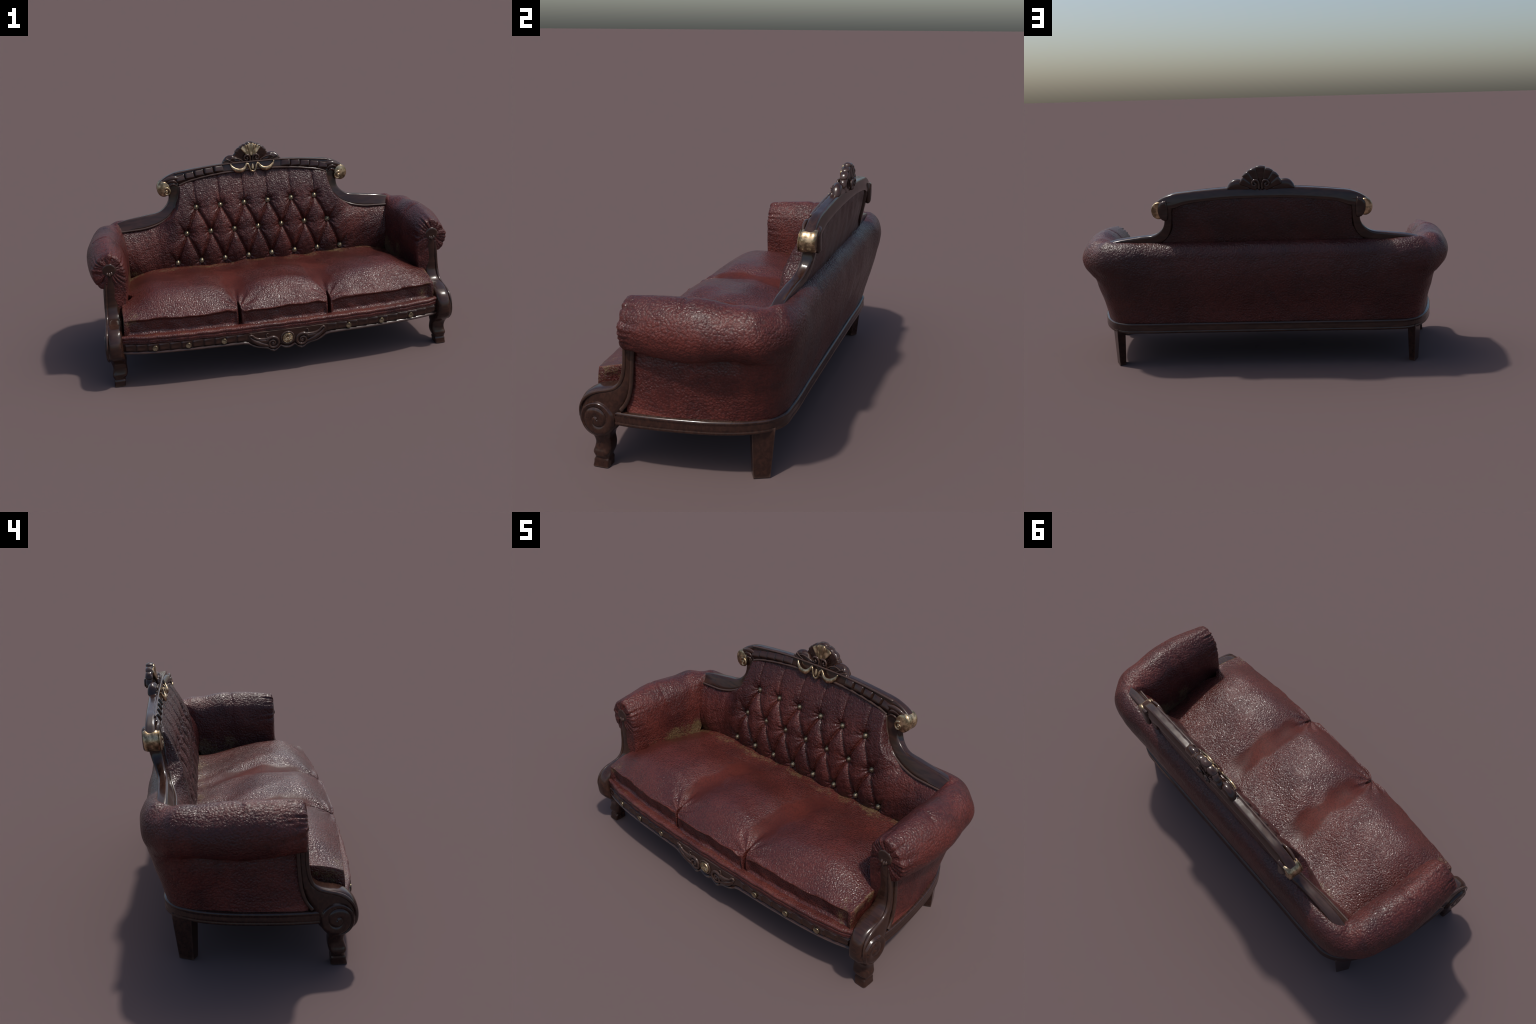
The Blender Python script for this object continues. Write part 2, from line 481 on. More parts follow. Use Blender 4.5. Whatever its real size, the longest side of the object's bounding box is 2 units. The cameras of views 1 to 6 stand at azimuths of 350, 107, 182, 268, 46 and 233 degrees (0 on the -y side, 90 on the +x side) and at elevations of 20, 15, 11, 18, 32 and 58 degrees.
mask = np.zeros(V.shape[:2], bool); mask[:, 22:] = True
zt = seat_z(V[..., 0], V[..., 1])
lip = LIPF(V[..., 0])
blend = np.exp(-np.maximum(V[..., 1] - y_cush(V[..., 0]), 0) / .012)
V[..., 2] = np.where(mask, zt + lip * blend, V[..., 2])
g = np.exp(-((np.abs(V[..., 0]) - .241) / .0075) ** 4) * np.exp(-np.maximum(V[..., 1] - y_cush(V[..., 0]) - .012, 0) / .008)
V[..., 2] -= np.where(mask, .012 * g, 0)
# outer side walls of the ears
def wall(side):
    e = V[-1 if side > 0 else 0]
    out = []
    for f in np.linspace(0, 1, 14)[1:]:
        q = e.copy()
        q[:, 2] = e[:, 2] * (1 - f) + np.minimum(e[:, 2], zf0) * f
        q[:, 0] += side * (.004 * math.sin(f * PI) - .016 * f * 0) - side * .012 * sstep(.1, .5, f) * sstep(-.345, -.30, e[:, 1])
        out.append(q)
    return np.array(out)
V = np.concatenate([wall(-1)[::-1], V, wall(1)])
nw = 13
V[..., 1] += 0
wn = net_normals(V)
if wn[len(V)//2, 80, 2] < 0: wn = -wn
sx = V[:, 0, 0]
i1 = int(np.argmin(np.abs(sx + .241))); i2 = int(np.argmin(np.abs(sx - .241)))
for a, b in ((0, i1), (i1, i2), (i2, len(V) - 1)):
    part = V[a:b + 1]; m, n = part.shape[:2]
    me = bpy.data.meshes.new("seat_cushion")
    me.from_pydata([tuple(map(float, v)) for v in part.reshape(-1, 3)], [], grid_faces(m, n))
    me.update()
    if me.polygons[(m // 2) * (n - 1) + 80].normal.z < 0: me.flip_normals()
    me.shade_smooth()
    me.normals_split_custom_set_from_vertices([tuple(map(float, v)) for v in wn[a:b + 1].reshape(-1, 3)])
    add("seat_cushion", me, M_SEAT)

# ------------------------------------------------------------------ seat band under the cushions
xb = np.linspace(-.862, .862, 240)
band = []
for x in xb:
    y = float(y_rail(x)) + .004
    pr = [(.030, .238), (.004, .2455), (-.001, .2475), (-.0022, .250), (-.0012, .2520), (-.0026, .254), (-.0040, .260), (-.0034, .2655),
          (-.0016, .2675), (-.0030, .270), (-.0052, .277), (-.0034, .2835), (.004, .2875), (.018, .2885), (.06, .286), (.14, .284)]
    wob = .0012 * math.sin(x * 37) + .0008 * math.sin(x * 91)
    band.append([(x, y + dy + wob * (.247 < z < .286), z + .001 * math.sin(x * 53)) for dy, z in pr])
band = np.array(band)
band = np.array([spline(np.arange(band.shape[1]), r, np.linspace(0, band.shape[1]-1, 70)) for r in band])
grid("seat_band", band, M_DECK)

# ------------------------------------------------------------------ tufted inside back
ROWS = [(.740, .307, [-.353 + .1412 * i for i in range(6)]),
        (.595, .277, [-.4215 + .1405 * i for i in range(7)]),
        (.430, .250, [-.490 + .140 * i for i in range(8)])]
BTN = [(x, z, y) for z, y, xs in ROWS for x in xs]
SEG = []   # folds: x0 z0 x1 z1 strength at both ends
top, midr, low = [r[2] for r in ROWS]
for i, x in enumerate(top):
    SEG += [(x, .740, midr[i], .595, 1, 1), (x, .740, midr[i + 1], .595, 1, 1), (x, .740, x, .93, .62, .40)]
for i, x in enumerate(midr):
    SEG += [(x, .595, low[i], .430, 1, 1), (x, .595, low[i + 1], .430, 1, 1)]
for x in low:
    SEG += [(x, .430, x, .34, 1, .6)]
for s in (-1, 1):
    SEG += [(s*.4215, .595, s*.475, .685, 1, 0), (s*.490, .430, s*.535, .510, 1, 0), (s*.353, .74, s*.405, .80, .8, 0)]

def y_pad(x, z):
    """Unpulled padding surface (smaller y is nearer to the sitter)."""
    ax = np.abs(x)
    yb = at([(.33, .262), (.43, .226), (.52, .226), (.595, .236), (.68, .254), (.76, .280), (.84, .318), (.90, .352), (.95, .372)], z)
    # side wings end under the low rails
    yw = at([(.33, .262), (.43, .236), (.50, .235), (.57, .250), (.62, .276), (.655, .306), (.70, .335), (.95, .372)], z)
    w = sstep(.47, .60, ax)
    y = yb * (1 - w) + yw * w
    return y - .010 * sstep(.60, .79, ax) * sstep(.66, .5, z)

gx, gz = np.meshgrid(np.linspace(-.815, .815, 460), np.linspace(.345, .928, 190), indexing="ij")
pull = np.zeros_like(gx)
for x0, z0, x1, z1, s0, s1 in SEG:
    dx, dz = x1 - x0, z1 - z0; L = math.hypot(dx, dz)
    t = np.clip(((gx - x0) * dx + (gz - z0) * dz) / (L * L), 0, 1)
    bow = .003 * np.sin(t * PI) * (1 if dx > 0 else -1)
    d = np.hypot(gx - x0 - t * dx - bow, gz - z0 - t * dz)
    endw = s0 * (1 - t) + s1 * t
    depth = .021 + .018 * (np.exp(-t * L / .035) * s0 + np.exp(-(1 - t) * L / .035) * (s1 if (s1 == 1) else 0))
    broad = .36 if dx else .16
    f = endw * depth * (.85 * np.exp(-d / .0046) + broad * np.exp(-(d / .026) ** 2))
    pull = np.maximum(pull, f) + .15 * np.minimum(pull, f)
yb_pull = np.zeros_like(gx)
for x, z, y in BTN:
    r = np.hypot(gx - x, gz - z)
    need = y + .004 - float(y_pad(np.array(x), np.array(z)))
    b = need * np.exp(-(r / .028) ** 1.15)
    # radiating puckers
    b = b + .0022 * np.exp(-((r - .028) / .016) ** 2) * np.sin(9 * np.arctan2(gz - z, gx - x) + x * 30)
    yb_pull = np.maximum(yb_pull, b)
pullt = np.maximum(pull, yb_pull) + .2 * np.minimum(pull, yb_pull)
P = np.stack([gx, np.zeros_like(gx), gz], -1)
yy = y_pad(gx, gz) + pullt + .0030 * lumps(P, .17, 31) * sstep(.40, .52, np.abs(gx)) + .0010 * lumps(P, .05, 32)
for x, z, y in BTN:   # keep dimples exactly under the buttons
    r = np.hypot(gx - x, gz - z); w = np.exp(-(r / .012) ** 4)
    yy = yy * (1 - w) + (y + .006) * w
padV = np.stack([gx, yy, gz], -1)

# outline of the inside back: below the crest, the curved side rails and the low rails
INNER = [(.860, .640), (.784, .643), (.728, .642), (.645, .647), (.563, .667), (.510, .696), (.470, .742), (.450, .800), (.4385, .866)]
CREST_LOW = [(.4385, .866), (.40, .880), (.323, .896), (.22, .910), (.118, .9165), (0, .918)]
def z_limit(ax):
    xs = np.array([p[0] for p in INNER[::-1]]); zs = np.array([p[1] for p in INNER[::-1]])
    out = np.interp(ax, xs, zs)
    xc = np.array([p[0] for p in CREST_LOW[::-1]]); zc = np.array([p[1] for p in CREST_LOW[::-1]])
    return np.where(ax < .4385, np.interp(ax, xc, zc), out)
OUT = np.array(INNER[:-1] + CREST_LOW)
def outside(px, pz):
    """Signed distance to the frame opening, positive outside (px >= 0)."""
    best = np.full(px.shape, 9.0)
    for (ax_, az_), (bx_, bz_) in zip(OUT[:-1], OUT[1:]):
        dx, dz = bx_ - ax_, bz_ - az_
        t = np.clip(((px - ax_) * dx + (pz - az_) * dz) / (dx * dx + dz * dz), 0, 1)
        best = np.minimum(best, np.hypot(px - ax_ - t * dx, pz - az_ - t * dz))
    return np.where(pz > z_limit(px), best, -best)
sd_ = outside(np.abs(gx), gz)
tuck = sstep(-.006, .010, sd_)
padV[..., 1] = padV[..., 1] * (1 - tuck) + np.maximum(padV[..., 1], at([(.6, .335), (.70, .350), (.80, .370), (.95, .385)], gz)) * tuck
m, n = gx.shape
keep = sd_ < .026
faces = [f for f in grid_faces(m, n) if all(keep.reshape(-1)[list(f)])]
me = mesh_from("tufted_back", padV.reshape(-1, 3), faces)
bm = bmesh.new(); bm.from_mesh(me)
bmesh.ops.delete(bm, geom=[v for v in bm.verts if not v.link_faces], context="VERTS"); bm.to_mesh(me); bm.free()
tuft = add("tufted_back", me, M_TUFT)

# buttons: domed brass nails on a thin rim
def lathe(name, prof, k=20):
    """Revolve (radius, forward) about the -y axis at the origin."""
    a = np.linspace(0, 2 * PI, k, endpoint=False)
    V = np.array([[(r * math.cos(t), -f, r * math.sin(t)) for t in a] for r, f in prof])
    return mesh_grid(name, V, cv=True, caps=True)
btn_me = lathe("button", [(.010, -.006), (.0128, -.002), (.0130, .001), (.0118, .0035), (.0104, .0040), (.0098, .0034), (.0088, .0050), (.0068, .0072), (.0040, .0088), (.0012, .0093)])
btn_me.materials.append(M_BRASS)
for x, z, y in BTN:
    o = add("button", btn_me, None, tuft)
    o.location = (x, y - .003, z); o.scale = (1.12, 1.12, 1.12)
    o.rotation_euler = (math.radians(-10 + random.uniform(-4, 4)), 0, random.uniform(-.06, .06))

# ------------------------------------------------------------------ rear upper panel
ux, uz = np.meshgrid(np.linspace(-1, 1, 120), np.linspace(0, 1, 60), indexing="ij")
zr = .655 + (.912 - .655) * uz
wid = at([(.64, .535), (.672, .53), (.70, .500), (.75, .468), (.80, .462), (.86, .470), (.92, .47)], zr)
rx = ux * wid
zr = np.minimum(zr, np.interp(np.abs(rx), [0, .13, .28, .40, .47], [.915, .912, .902, .885, .85]))
ry = at([(.64, .352), (.70, .362), (.80, .383), (.92, .404)], zr) + .012 * (1 - ux**6) * np.sin(np.clip(uz, 0, 1) * PI) ** .5
P = np.stack([rx, ry, zr], -1); ry = ry + .0015 * lumps(P, .12, 41)
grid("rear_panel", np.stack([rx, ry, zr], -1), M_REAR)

# ------------------------------------------------------------------ carved back frame
frame = bpy.data.objects.new("back_frame", None)
bpy.context.scene.collection.objects.link(frame); frame.parent = ROOT

def ring_loft(fl, fu, bu, bl, n, extra=None):
    """Loft a 4-edged moulding from its four edge polylines (front low, front up, back up, back low)."""
    E = [np.array(e) for e in (fl, fu, bu, bl)]
    t = chord(np.mean(E, axis=0)); tq = np.linspace(0, t[-1], n)
    A, B, C, D = [spline(t, e, tq) for e in E]
    ring = []
    def seg(p, q, k, bulge=0, nrm=None):
        for i in range(k):
            f = i / k
            r = p * (1 - f) + q * f
            ring.append(r)
    seg(A, B, 10); seg(B, C, 8); seg(C, D, 6); seg(D, A, 6)
    R = np.stack(ring, 1)
    # round the section by smoothing around the ring
    for _ in range(2):
        R = .5 * R + .25 * np.roll(R, 1, 1) + .25 * np.roll(R, -1, 1)
    return R

side_fl = [(.800, .286, .640), (.728, .288, .642), (.645, .292, .647), (.563, .306, .667), (.510, .318, .696), (.470, .328, .742), (.449, .337, .800), (.438, .344, .862), (.440, .352, .90)]
side_fu = [(.842, .322, .676), (.770, .318, .697), (.645, .320, .713), (.565, .328, .724), (.533, .336, .743), (.513, .342, .765), (.503, .346, .795), (.505, .352, .835), (.515, .36, .89)]
side_bu = [(.842, .354, .670), (.770, .358, .688), (.645, .360, .708), (.565, .366, .720), (.533, .376, .740), (.513, .386, .763), (.503, .396, .795), (.505, .405, .835), (.515, .408, .89)]
side_bl = [(.800, .350, .650), (.728, .352, .650), (.645, .356, .652), (.563, .362, .668), (.510, .372, .690), (.478, .384, .735), (.466, .396, .800), (.462, .405, .850), (.44, .408, .90)]
S = ring_loft(side_fl, side_fu, side_bu, side_bl, 90)
both("side_rail", S, M_WOOD, frame, cv=True, caps=True, sharp=math.radians(40))
# bead along the inner edge of the side rails and crest
edge_pts = [(x, y - .001, z) for x, y, z in side_fl[:-1]]
both("frame_bead", tube(edge_pts, .0058, 90, 8), M_WOOD, frame, cv=True, caps=True)
bead2 = [(x * s, .3455 + .010 * (1 - abs(x) / .44), z + .001) for s, rng in ((-1, CREST_LOW), (1, CREST_LOW[::-1][1:])) for x, z in rng]
grid("frame_bead", tube(bead2, .0062, 120, 8), M_WOOD, frame, cv=True, caps=True)

def crest_edge(z_tab, y0, y1, xs):
    z = at(z_tab, np.abs(xs)); return np.stack([xs, y0 + (y1 - y0) * (1 - (np.abs(xs) / .5) ** 2), z], 1)
xs = np.linspace(-.545, .545, 161)
FL = crest_edge([(0, .918), (.118, .9165), (.22, .910), (.323, .896), (.40, .880), (.45, .866), (.50, .862), (.55, .868)], .346, .356, xs)
FU = crest_edge([(0, .966), (.19, .9635), (.279, .9575), (.383, .947), (.461, .937), (.513, .916), (.548, .893)], .364, .370, xs)
notch = .0032 * np.cos(2 * PI * (np.abs(xs) - .17) / .0595) * sstep(.16, .18, np.abs(xs)) * sstep(.48, .46, np.abs(xs))
FU[:, 1] += notch * .5
BU = crest_edge([(0, .962), (.19, .960), (.279, .954), (.383, .945), (.461, .934), (.513, .914), (.548, .891)], .402, .406, xs)
BL = crest_edge([(0, .907), (.133, .905), (.28, .895), (.40, .878), (.45, .860), (.50, .858), (.55, .862)], .412, .418, xs)
S = ring_loft(FL, FU, BU, BL, 160)
grid("crest_rail", S, M_WOOD, frame, cv=True, caps=True, sharp=math.radians(40))
# rounded ridge along the front upper edge and a fillet below
grid("crest_bead", tube([(x, .3625 + .004 * (1 - (x/.5)**2), float(at([(0, .962), (.19, .9595), (.279, .9535), (.383, .943), (.455, .934)], abs(x)))) for x in np.linspace(-.455, .455, 21)], .0052, 120, 8), M_WOOD, frame, cv=True, caps=True)

def scoop_block(w, h, d, hollow):
    """Lapped carved tile: rises to one side, hollowed across its face."""
    u, v = np.meshgrid(np.linspace(-1, 1, 15), np.linspace(-1, 1, 11), indexing="ij")
    rim = (1 - np.abs(u) ** 10) * (1 - np.abs(v) ** 8)
    y = -(d * (.30 + .70 * ((u + 1) / 2) ** 1.6) * rim - hollow * (1 - v**2) * (1 - u**2) * .6)
    return np.stack([u * w / 2, y, v * h / 2], -1)
blk = mesh_grid("crest_block", scoop_block(.0580, .041, .0165, -.004), sharp=math.radians(60)); blk.materials.append(M_WOOD)
blkm = mesh_grid("crest_block", scoop_block(.0580, .041, .0165, -.004) * MIR, sharp=math.radians(60)); blkm.materials.append(M_WOOD)
for s in (-1, 1):
    for i in range(5):
        x = s * (.199 + .0595 * i - .0014 * i * i * .5)
        zc = float(at([(0, .942), (.19, .9385), (.279, .930), (.383, .9135), (.461, .895)], abs(x)))
        yc = float(.3555 + .007 * (1 - (x / .5) ** 2))
        o = add("crest_block", blk if s > 0 else blkm, None, frame)
        slope = (float(at([(0, .942), (.19, .9385), (.279, .930), (.383, .9135), (.461, .895)], abs(x) + .01)) - zc) / .01 * s
        o.location = (x, yc, zc); o.rotation_euler = (math.radians(-25), -math.atan(slope), 0)

# end leaf over each scroll
for s in (-1, 1):
    for k, (pts, r) in enumerate((
        ([(.430, .352, .905), (.470, .350, .908), (.510, .352, .897), (.540, .358, .880)], .015),
        ([(.447, .345, .880), (.468, .343, .894), (.495, .346, .890), (.512, .350, .872)], .009),
        ([(.450, .343, .862), (.470, .341, .876), (.490, .344, .868), (.500, .348, .850)], .006))):
        T = tube([(a * s, b, c) for a, b, c in pts], lambda t, r=r: r * (math.sin(PI * min(1, t * .92 + .06)) ** .6 + .05), 30, 12, .55)
        grid("end_leaf", T, M_WOOD, frame, cv=True, caps=True)

# gilded scroll finials
def finial(s):
    cx, cz = .5285, .853
    k = 64; a = np.linspace(0, 2 * PI, k, endpoint=False)
    rows = []
    for f in np.linspace(0, 1, 26):
        edge = 1 - .12 * (abs(2 * f - 1) ** 6)
        waist = 1 - .05 * math.exp(-((f - .55) / .16) ** 2)
        rx, rz = .0385 * edge * waist, .0455 * edge * waist
        rows.append(np.stack([s * (cx + rx * np.cos(a)), np.full(k, .346 + .064 * f) + .010 * (np.sin(a) * .3), cz + rz * np.sin(a)], 1))
    grid("scroll_finial", np.array(rows), M_GOLD, frame, cv=True, caps=True, sharp=math.radians(50))
    cheek = [(.486, .905), (.510, .900), (.527, .885), (.532, .855), (.525, .825), (.508, .803), (.490, .800), (.478, .85)]
    grid("scroll_cheek", relief([(s * x, z) for x, z in cheek], [(s * .500, .885), (s * .508, .853), (s * .498, .820)], .392, .4195, 16, 60), M_WOOD, frame, cv=True, caps=True)
    dome = []
    for f in np.linspace(1, .02, 16):
        dome.append(np.stack([s * (cx + .0372 * f * np.cos(a)), np.full(k, .3462) - .010 * math.sqrt(1 - (f * .98) ** 2) + .003 * np.sin(a) * f, cz + .0440 * f * np.sin(a)], 1))
    grid("scroll_finial", np.array(dome), M_GOLD, frame, cv=True, caps=True)
    sp = []
    for t in np.linspace(0, 1, 24):
        th = math.radians(70) + t * math.radians(470); r = .0205 * (1 - t) ** .8 + .002
        sp.append((s * (cx - .0165 + r * math.cos(th)), .3400 - .0035 * t, cz - .0175 + 1.05 * r * math.sin(th)))
    grid("finial_coil", tube(sp, lambda t: .0072 - .0030 * t, 80, 10, .9), M_GOLD, frame, cv=True, caps=True)
    e = lathe("finial_eye", [(.0070, -.004), (.0068, .003), (.0048, .006), (.001, .0075)], 16); e.materials.append(M_GOLD)
    o = add("finial_eye", e, None, frame); o.location = (s * (cx - .0165), .3395, cz - .0175)
finial(1); finial(-1)

# ------------------------------------------------------------------ shell crest
crest = bpy.data.objects.new("shell_crest", None)
bpy.context.scene.collection.objects.link(crest); crest.parent = ROOT

def lobe(base, tip, w0, w1, d0, d1, round_=.25, ycurl=0.0, groove=0.0, n=26, k=26):
    """Fan lobe: a scoop that widens from base to a rounded tip (x, z) at depth y."""
    (bx, by, bz), (tx, ty, tz) = base, tip
    ax = np.array([tx - bx, 0, tz - bz]); L = np.linalg.norm(ax); ax /= L
    sd = np.array([ax[2], 0, -ax[0]])
    rows = []
    for t in np.linspace(0, 1, n):
        e = max(0, 1 - max(0, (t - (1 - round_)) / round_) ** 2.6) ** (1 / 2.6)
        w = (w0 + (w1 - w0) * t ** .9) * max(e, .04); d = (d0 + (d1 - d0) * t) * max(e, .10) ** .6
        c = np.array([bx, by + (ty - by) * t + ycurl * t * t, bz]) + ax * L * t
        a = np.linspace(0, 2 * PI, k, endpoint=False)
        ca, sa = np.cos(a), np.sin(a)
        wx = np.sign(ca) * np.abs(ca) ** .8; dy = np.sign(sa) * np.abs(sa) ** .8
        hollow = groove * t * np.where(sa < 0, (1 - wx ** 2) ** 2, 0)
        rows.append(c + w * wx[:, None] * sd + np.stack([0 * a, d * dy + hollow, 0 * a], 1))
    return np.array(rows)

LOBES = [  # tip x, tip z, half width, depth half, base z
    (.000, 1.0740, .0300, .021, .965, True), (.0450, 1.0600, .0285, .0205, .962, True),
    (.0800, 1.0370, .0270, .020, .960, False), (.1010, 1.0040, .0270, .019, .956, False)]

for tx, tz, hw, dh, bz, gilt in LOBES:
    for s in ((1,) if tx == 0 else (1, -1)):
        grid("shell_lobe", lobe((tx * s * .22, .402, bz), (tx * s, .405, tz), .011, hw, .014, dh, .15, 0, .007), M_WOOD, crest, cv=True, caps=True)
        if gilt:
            g0, g1 = np.array([tx * s * .30, .381, bz + .030]), np.array([tx * s * .955, .3905, tz - .008])
            grid("gilded_flute", lobe(tuple(g0), tuple(g1), .0060, hw * .80, .0045, .0095, .16, 0, .007), M_GOLD, crest, cv=True, caps=True)
for s in (1, -1):
    # side acanthus leaves hugging the rail
    leaf = [(.045, .950), (.066, .976), (.092, .9985), (.118, 1.0060), (.137, 1.0035), (.152, .9955), (.163, .983), (.171, .969), (.176, .956), (.140, .950), (.090, .948)]
    grid("side_leaf", relief([(s * x, z) for x, z in leaf], [(s * .070, .962), (s * .110, .974), (s * .150, .968)], .370, .413, rib=.005, ribs=6), M_WOOD, crest, cv=True, caps=True)
    grid("side_leaf", tube([(s * .160, .378, .968), (s * .172, .376, .957), (s*.180, .380, .961)], .0065, 16, 8), M_WOOD, crest, cv=True, caps=True)
    grid("leaf_vein", tube([(s * .050, .378, .966), (s * .085, .370, .986), (s * .112, .3675, .990), (s*.132, .369, .982)], lambda t: .0055 * (1 - .7 * t), 30, 8), M_WOOD, crest, cv=True, caps=True)
    grid("leaf_vein", tube([(s * .150, .371, .988), (s * .130, .3680, .978), (s * .108, .370, .966)], lambda t: .0045 * (1 - .6 * t), 24, 8), M_WOOD, crest, cv=True, caps=True)
    grid("leaf_vein", tube([(s * .168, .374, .972), (s * .145, .370, .968), (s * .122, .371, .960)], lambda t: .0042 * (1 - .6 * t), 24, 8), M_WOOD, crest, cv=True, caps=True)
    # small curled volutes at the heart of the shell, front and back
    for yy_, sg in ((.376, -1), (.426, 1)):
        sp = [(s * .008, yy_, .958), (s * .009, yy_, .985), (s * .018, yy_ + sg * .003, 1.000), (s * .033, yy_ + sg * .004, 1.000), (s * .042, yy_ + sg * .004, .989),
              (s * .040, yy_ + sg * .004, .976), (s * .030, yy_ + sg * .004, .972), (s * .023, yy_ + sg * .005, .980), (s * .029, yy_ + sg * .006, .987)]
        grid("heart_volute", tube(sp, lambda t: .0062 - .0018 * t, 60, 10), M_WOOD, crest, cv=True, caps=True)
    # gilded crescents
    cr_ = [(.130, .3560, .960), (.118, .3490, .940), (.100, .3430, .926), (.078, .3410, .920), (.056, .3430, .926), (.043, .3480, .940), (.034, .3530, .957)]
    grid("gilded_crescent", tube([(s * a, b, c) for a, b, c in cr_], lambda t: .0026 + .0105 * math.sin(PI * (t * .9 + .03)) ** 1.3, 60, 12, .6), M_GOLD, crest, cv=True, caps=True)
    dr = [(.034, .353, .957), (.026, .348, .952), (.021, .3450, .938), (.016, .343, .922), (.008, .3405, .912), (0, .340, .9095)]
    grid("gilded_drop", tube([(s * a, b, c) for a, b, c in dr], lambda t: .0052, 40, 10, .8), M_GOLD, crest, cv=True, caps=True)
grid("gilded_drop", lobe((0, .350, .952), (0, .345, .920), .004, .0095, .005, .007, .5), M_GOLD, crest, cv=True, caps=True)

# ------------------------------------------------------------------ front rail with carved drop
rail = bpy.data.objects.new("front_rail", None)
bpy.context.scene.collection.objects.link(rail); rail.parent = ROOT
DROP = [(0, .1335), (.012, .1350), (.026, .1405), (.0375, .1490), (.045, .1440), (.058, .1310), (.075, .1235), (.090, .1290), (.105, .1410), (.125, .1480), (.160, .1545), (.185, .1650), (.208, .1810), (.235, .1860), (.30, .1870), (.90, .1890)]
dx_, dz_ = np.array(DROP).T
xr = np.concatenate([np.linspace(0, .25, 120, endpoint=False), np.linspace(.25, .868, 90)])
xr = np.concatenate([-xr[:0:-1], xr])
R = []
for x in xr:
    zb = float(np.interp(abs(x), dx_, dz_)); y = float(y_rail(x)); ztop = .2465
    H = ztop - zb
    pr = [(.045, ztop), (.004, ztop), (.000, ztop - .003)]
    for f in np.linspace(.06, 1, 14):
        pr.append((.000, ztop - (H - .022) * f))
    pr += [(.004, zb + .0195), (.004, zb + .0165), (-.002, zb + .0135), (-.0055, zb + .008), (-.003, zb + .002), (.004, zb), (.040, zb + .002), (.045, zb + .01)]
    R.append([(x, y + dy, z) for dy, z in pr])
grid("rail_board", np.array(R), M_WOOD, rail, cv=True, caps=True, sharp=math.radians(38))
tile = scoop_block(.0560, .038, .0085, .004)
bl1 = mesh_grid("rail_block", tile, sharp=math.radians(60)); bl1.materials.append(M_WOOD)
bl2 = mesh_grid("rail_block", tile * MIR, sharp=math.radians(60)); bl2.materials.append(M_WOOD)
for s in (-1, 1):
    for i in range(11):
        x = s * (.243 + .0578 * i)
        if abs(x) > .845: continue
        o = add("rail_block", bl1 if s > 0 else bl2, None, rail)
        sl = (float(y_rail(x + .005)) - float(y_rail(x - .005))) / .01
        o.location = (x, float(y_rail(x)) + .001, .2245); o.rotation_euler = (0, 0, math.atan(sl))

def rosette(R0, petals, k=96, n=26):
    """Flower boss: rim, ring of petals, central bead (facing -y)."""
    a = np.linspace(0, 2 * PI, k, endpoint=False)
    V = []
    for f in np.linspace(1, .02, n):
        r = f * R0
        pet = np.abs(np.cos(a * petals / 2)) ** .4 * math.exp(-((f - .55) / .30) ** 2) * .15 * R0
        rim = .10 * R0 * math.exp(-((f - .93) / .05) ** 2)
        bead = .13 * R0 * math.exp(-(f / .16) ** 2)
        h = (.10 * R0 + pet + rim + bead) * min(1, (1 - f) * 25)
        V.append(np.stack([r * np.cos(a), -h, r * np.sin(a)], 1))
    V.insert(0, np.stack([R0 * np.cos(a), np.full(k, .005), R0 * np.sin(a)], 1))
    return np.array(V)
ros = mesh_grid("small_rosette", rosette(.0148, 8, 72, 22) * [1, .75, 1], cv=True, caps=True); ros.materials.append(M_BRASS)
for s in (-1, 1):
    for x, z in ((.337, .220), (.523, .2195), (.6945, .220)):
        sl = (float(y_rail(s*x + .005)) - float(y_rail(s*x - .005))) / .01
        o = add("small_rosette", ros, None, rail); o.location = (s * x, float(y_rail(x)) - .0045, z)
        o.rotation_euler = (0, random.uniform(0, 1), math.atan(sl))
big = mesh_grid("large_rosette", rosette(.0285, 12), cv=True, caps=True); big.materials.append(M_GOLD)
o = add("large_rosette", big, None, rail); o.location = (0, -.4345, .1955)
a = np.linspace(0, 2 * PI, 49)
ringp = np.array([(.0335 * math.cos(t), -.4325, .1955 + .0335 * math.sin(t)) for t in a])
grid("rosette_ring", tube(ringp, .0048, 96, 8), M_WOOD, rail, cv=True)
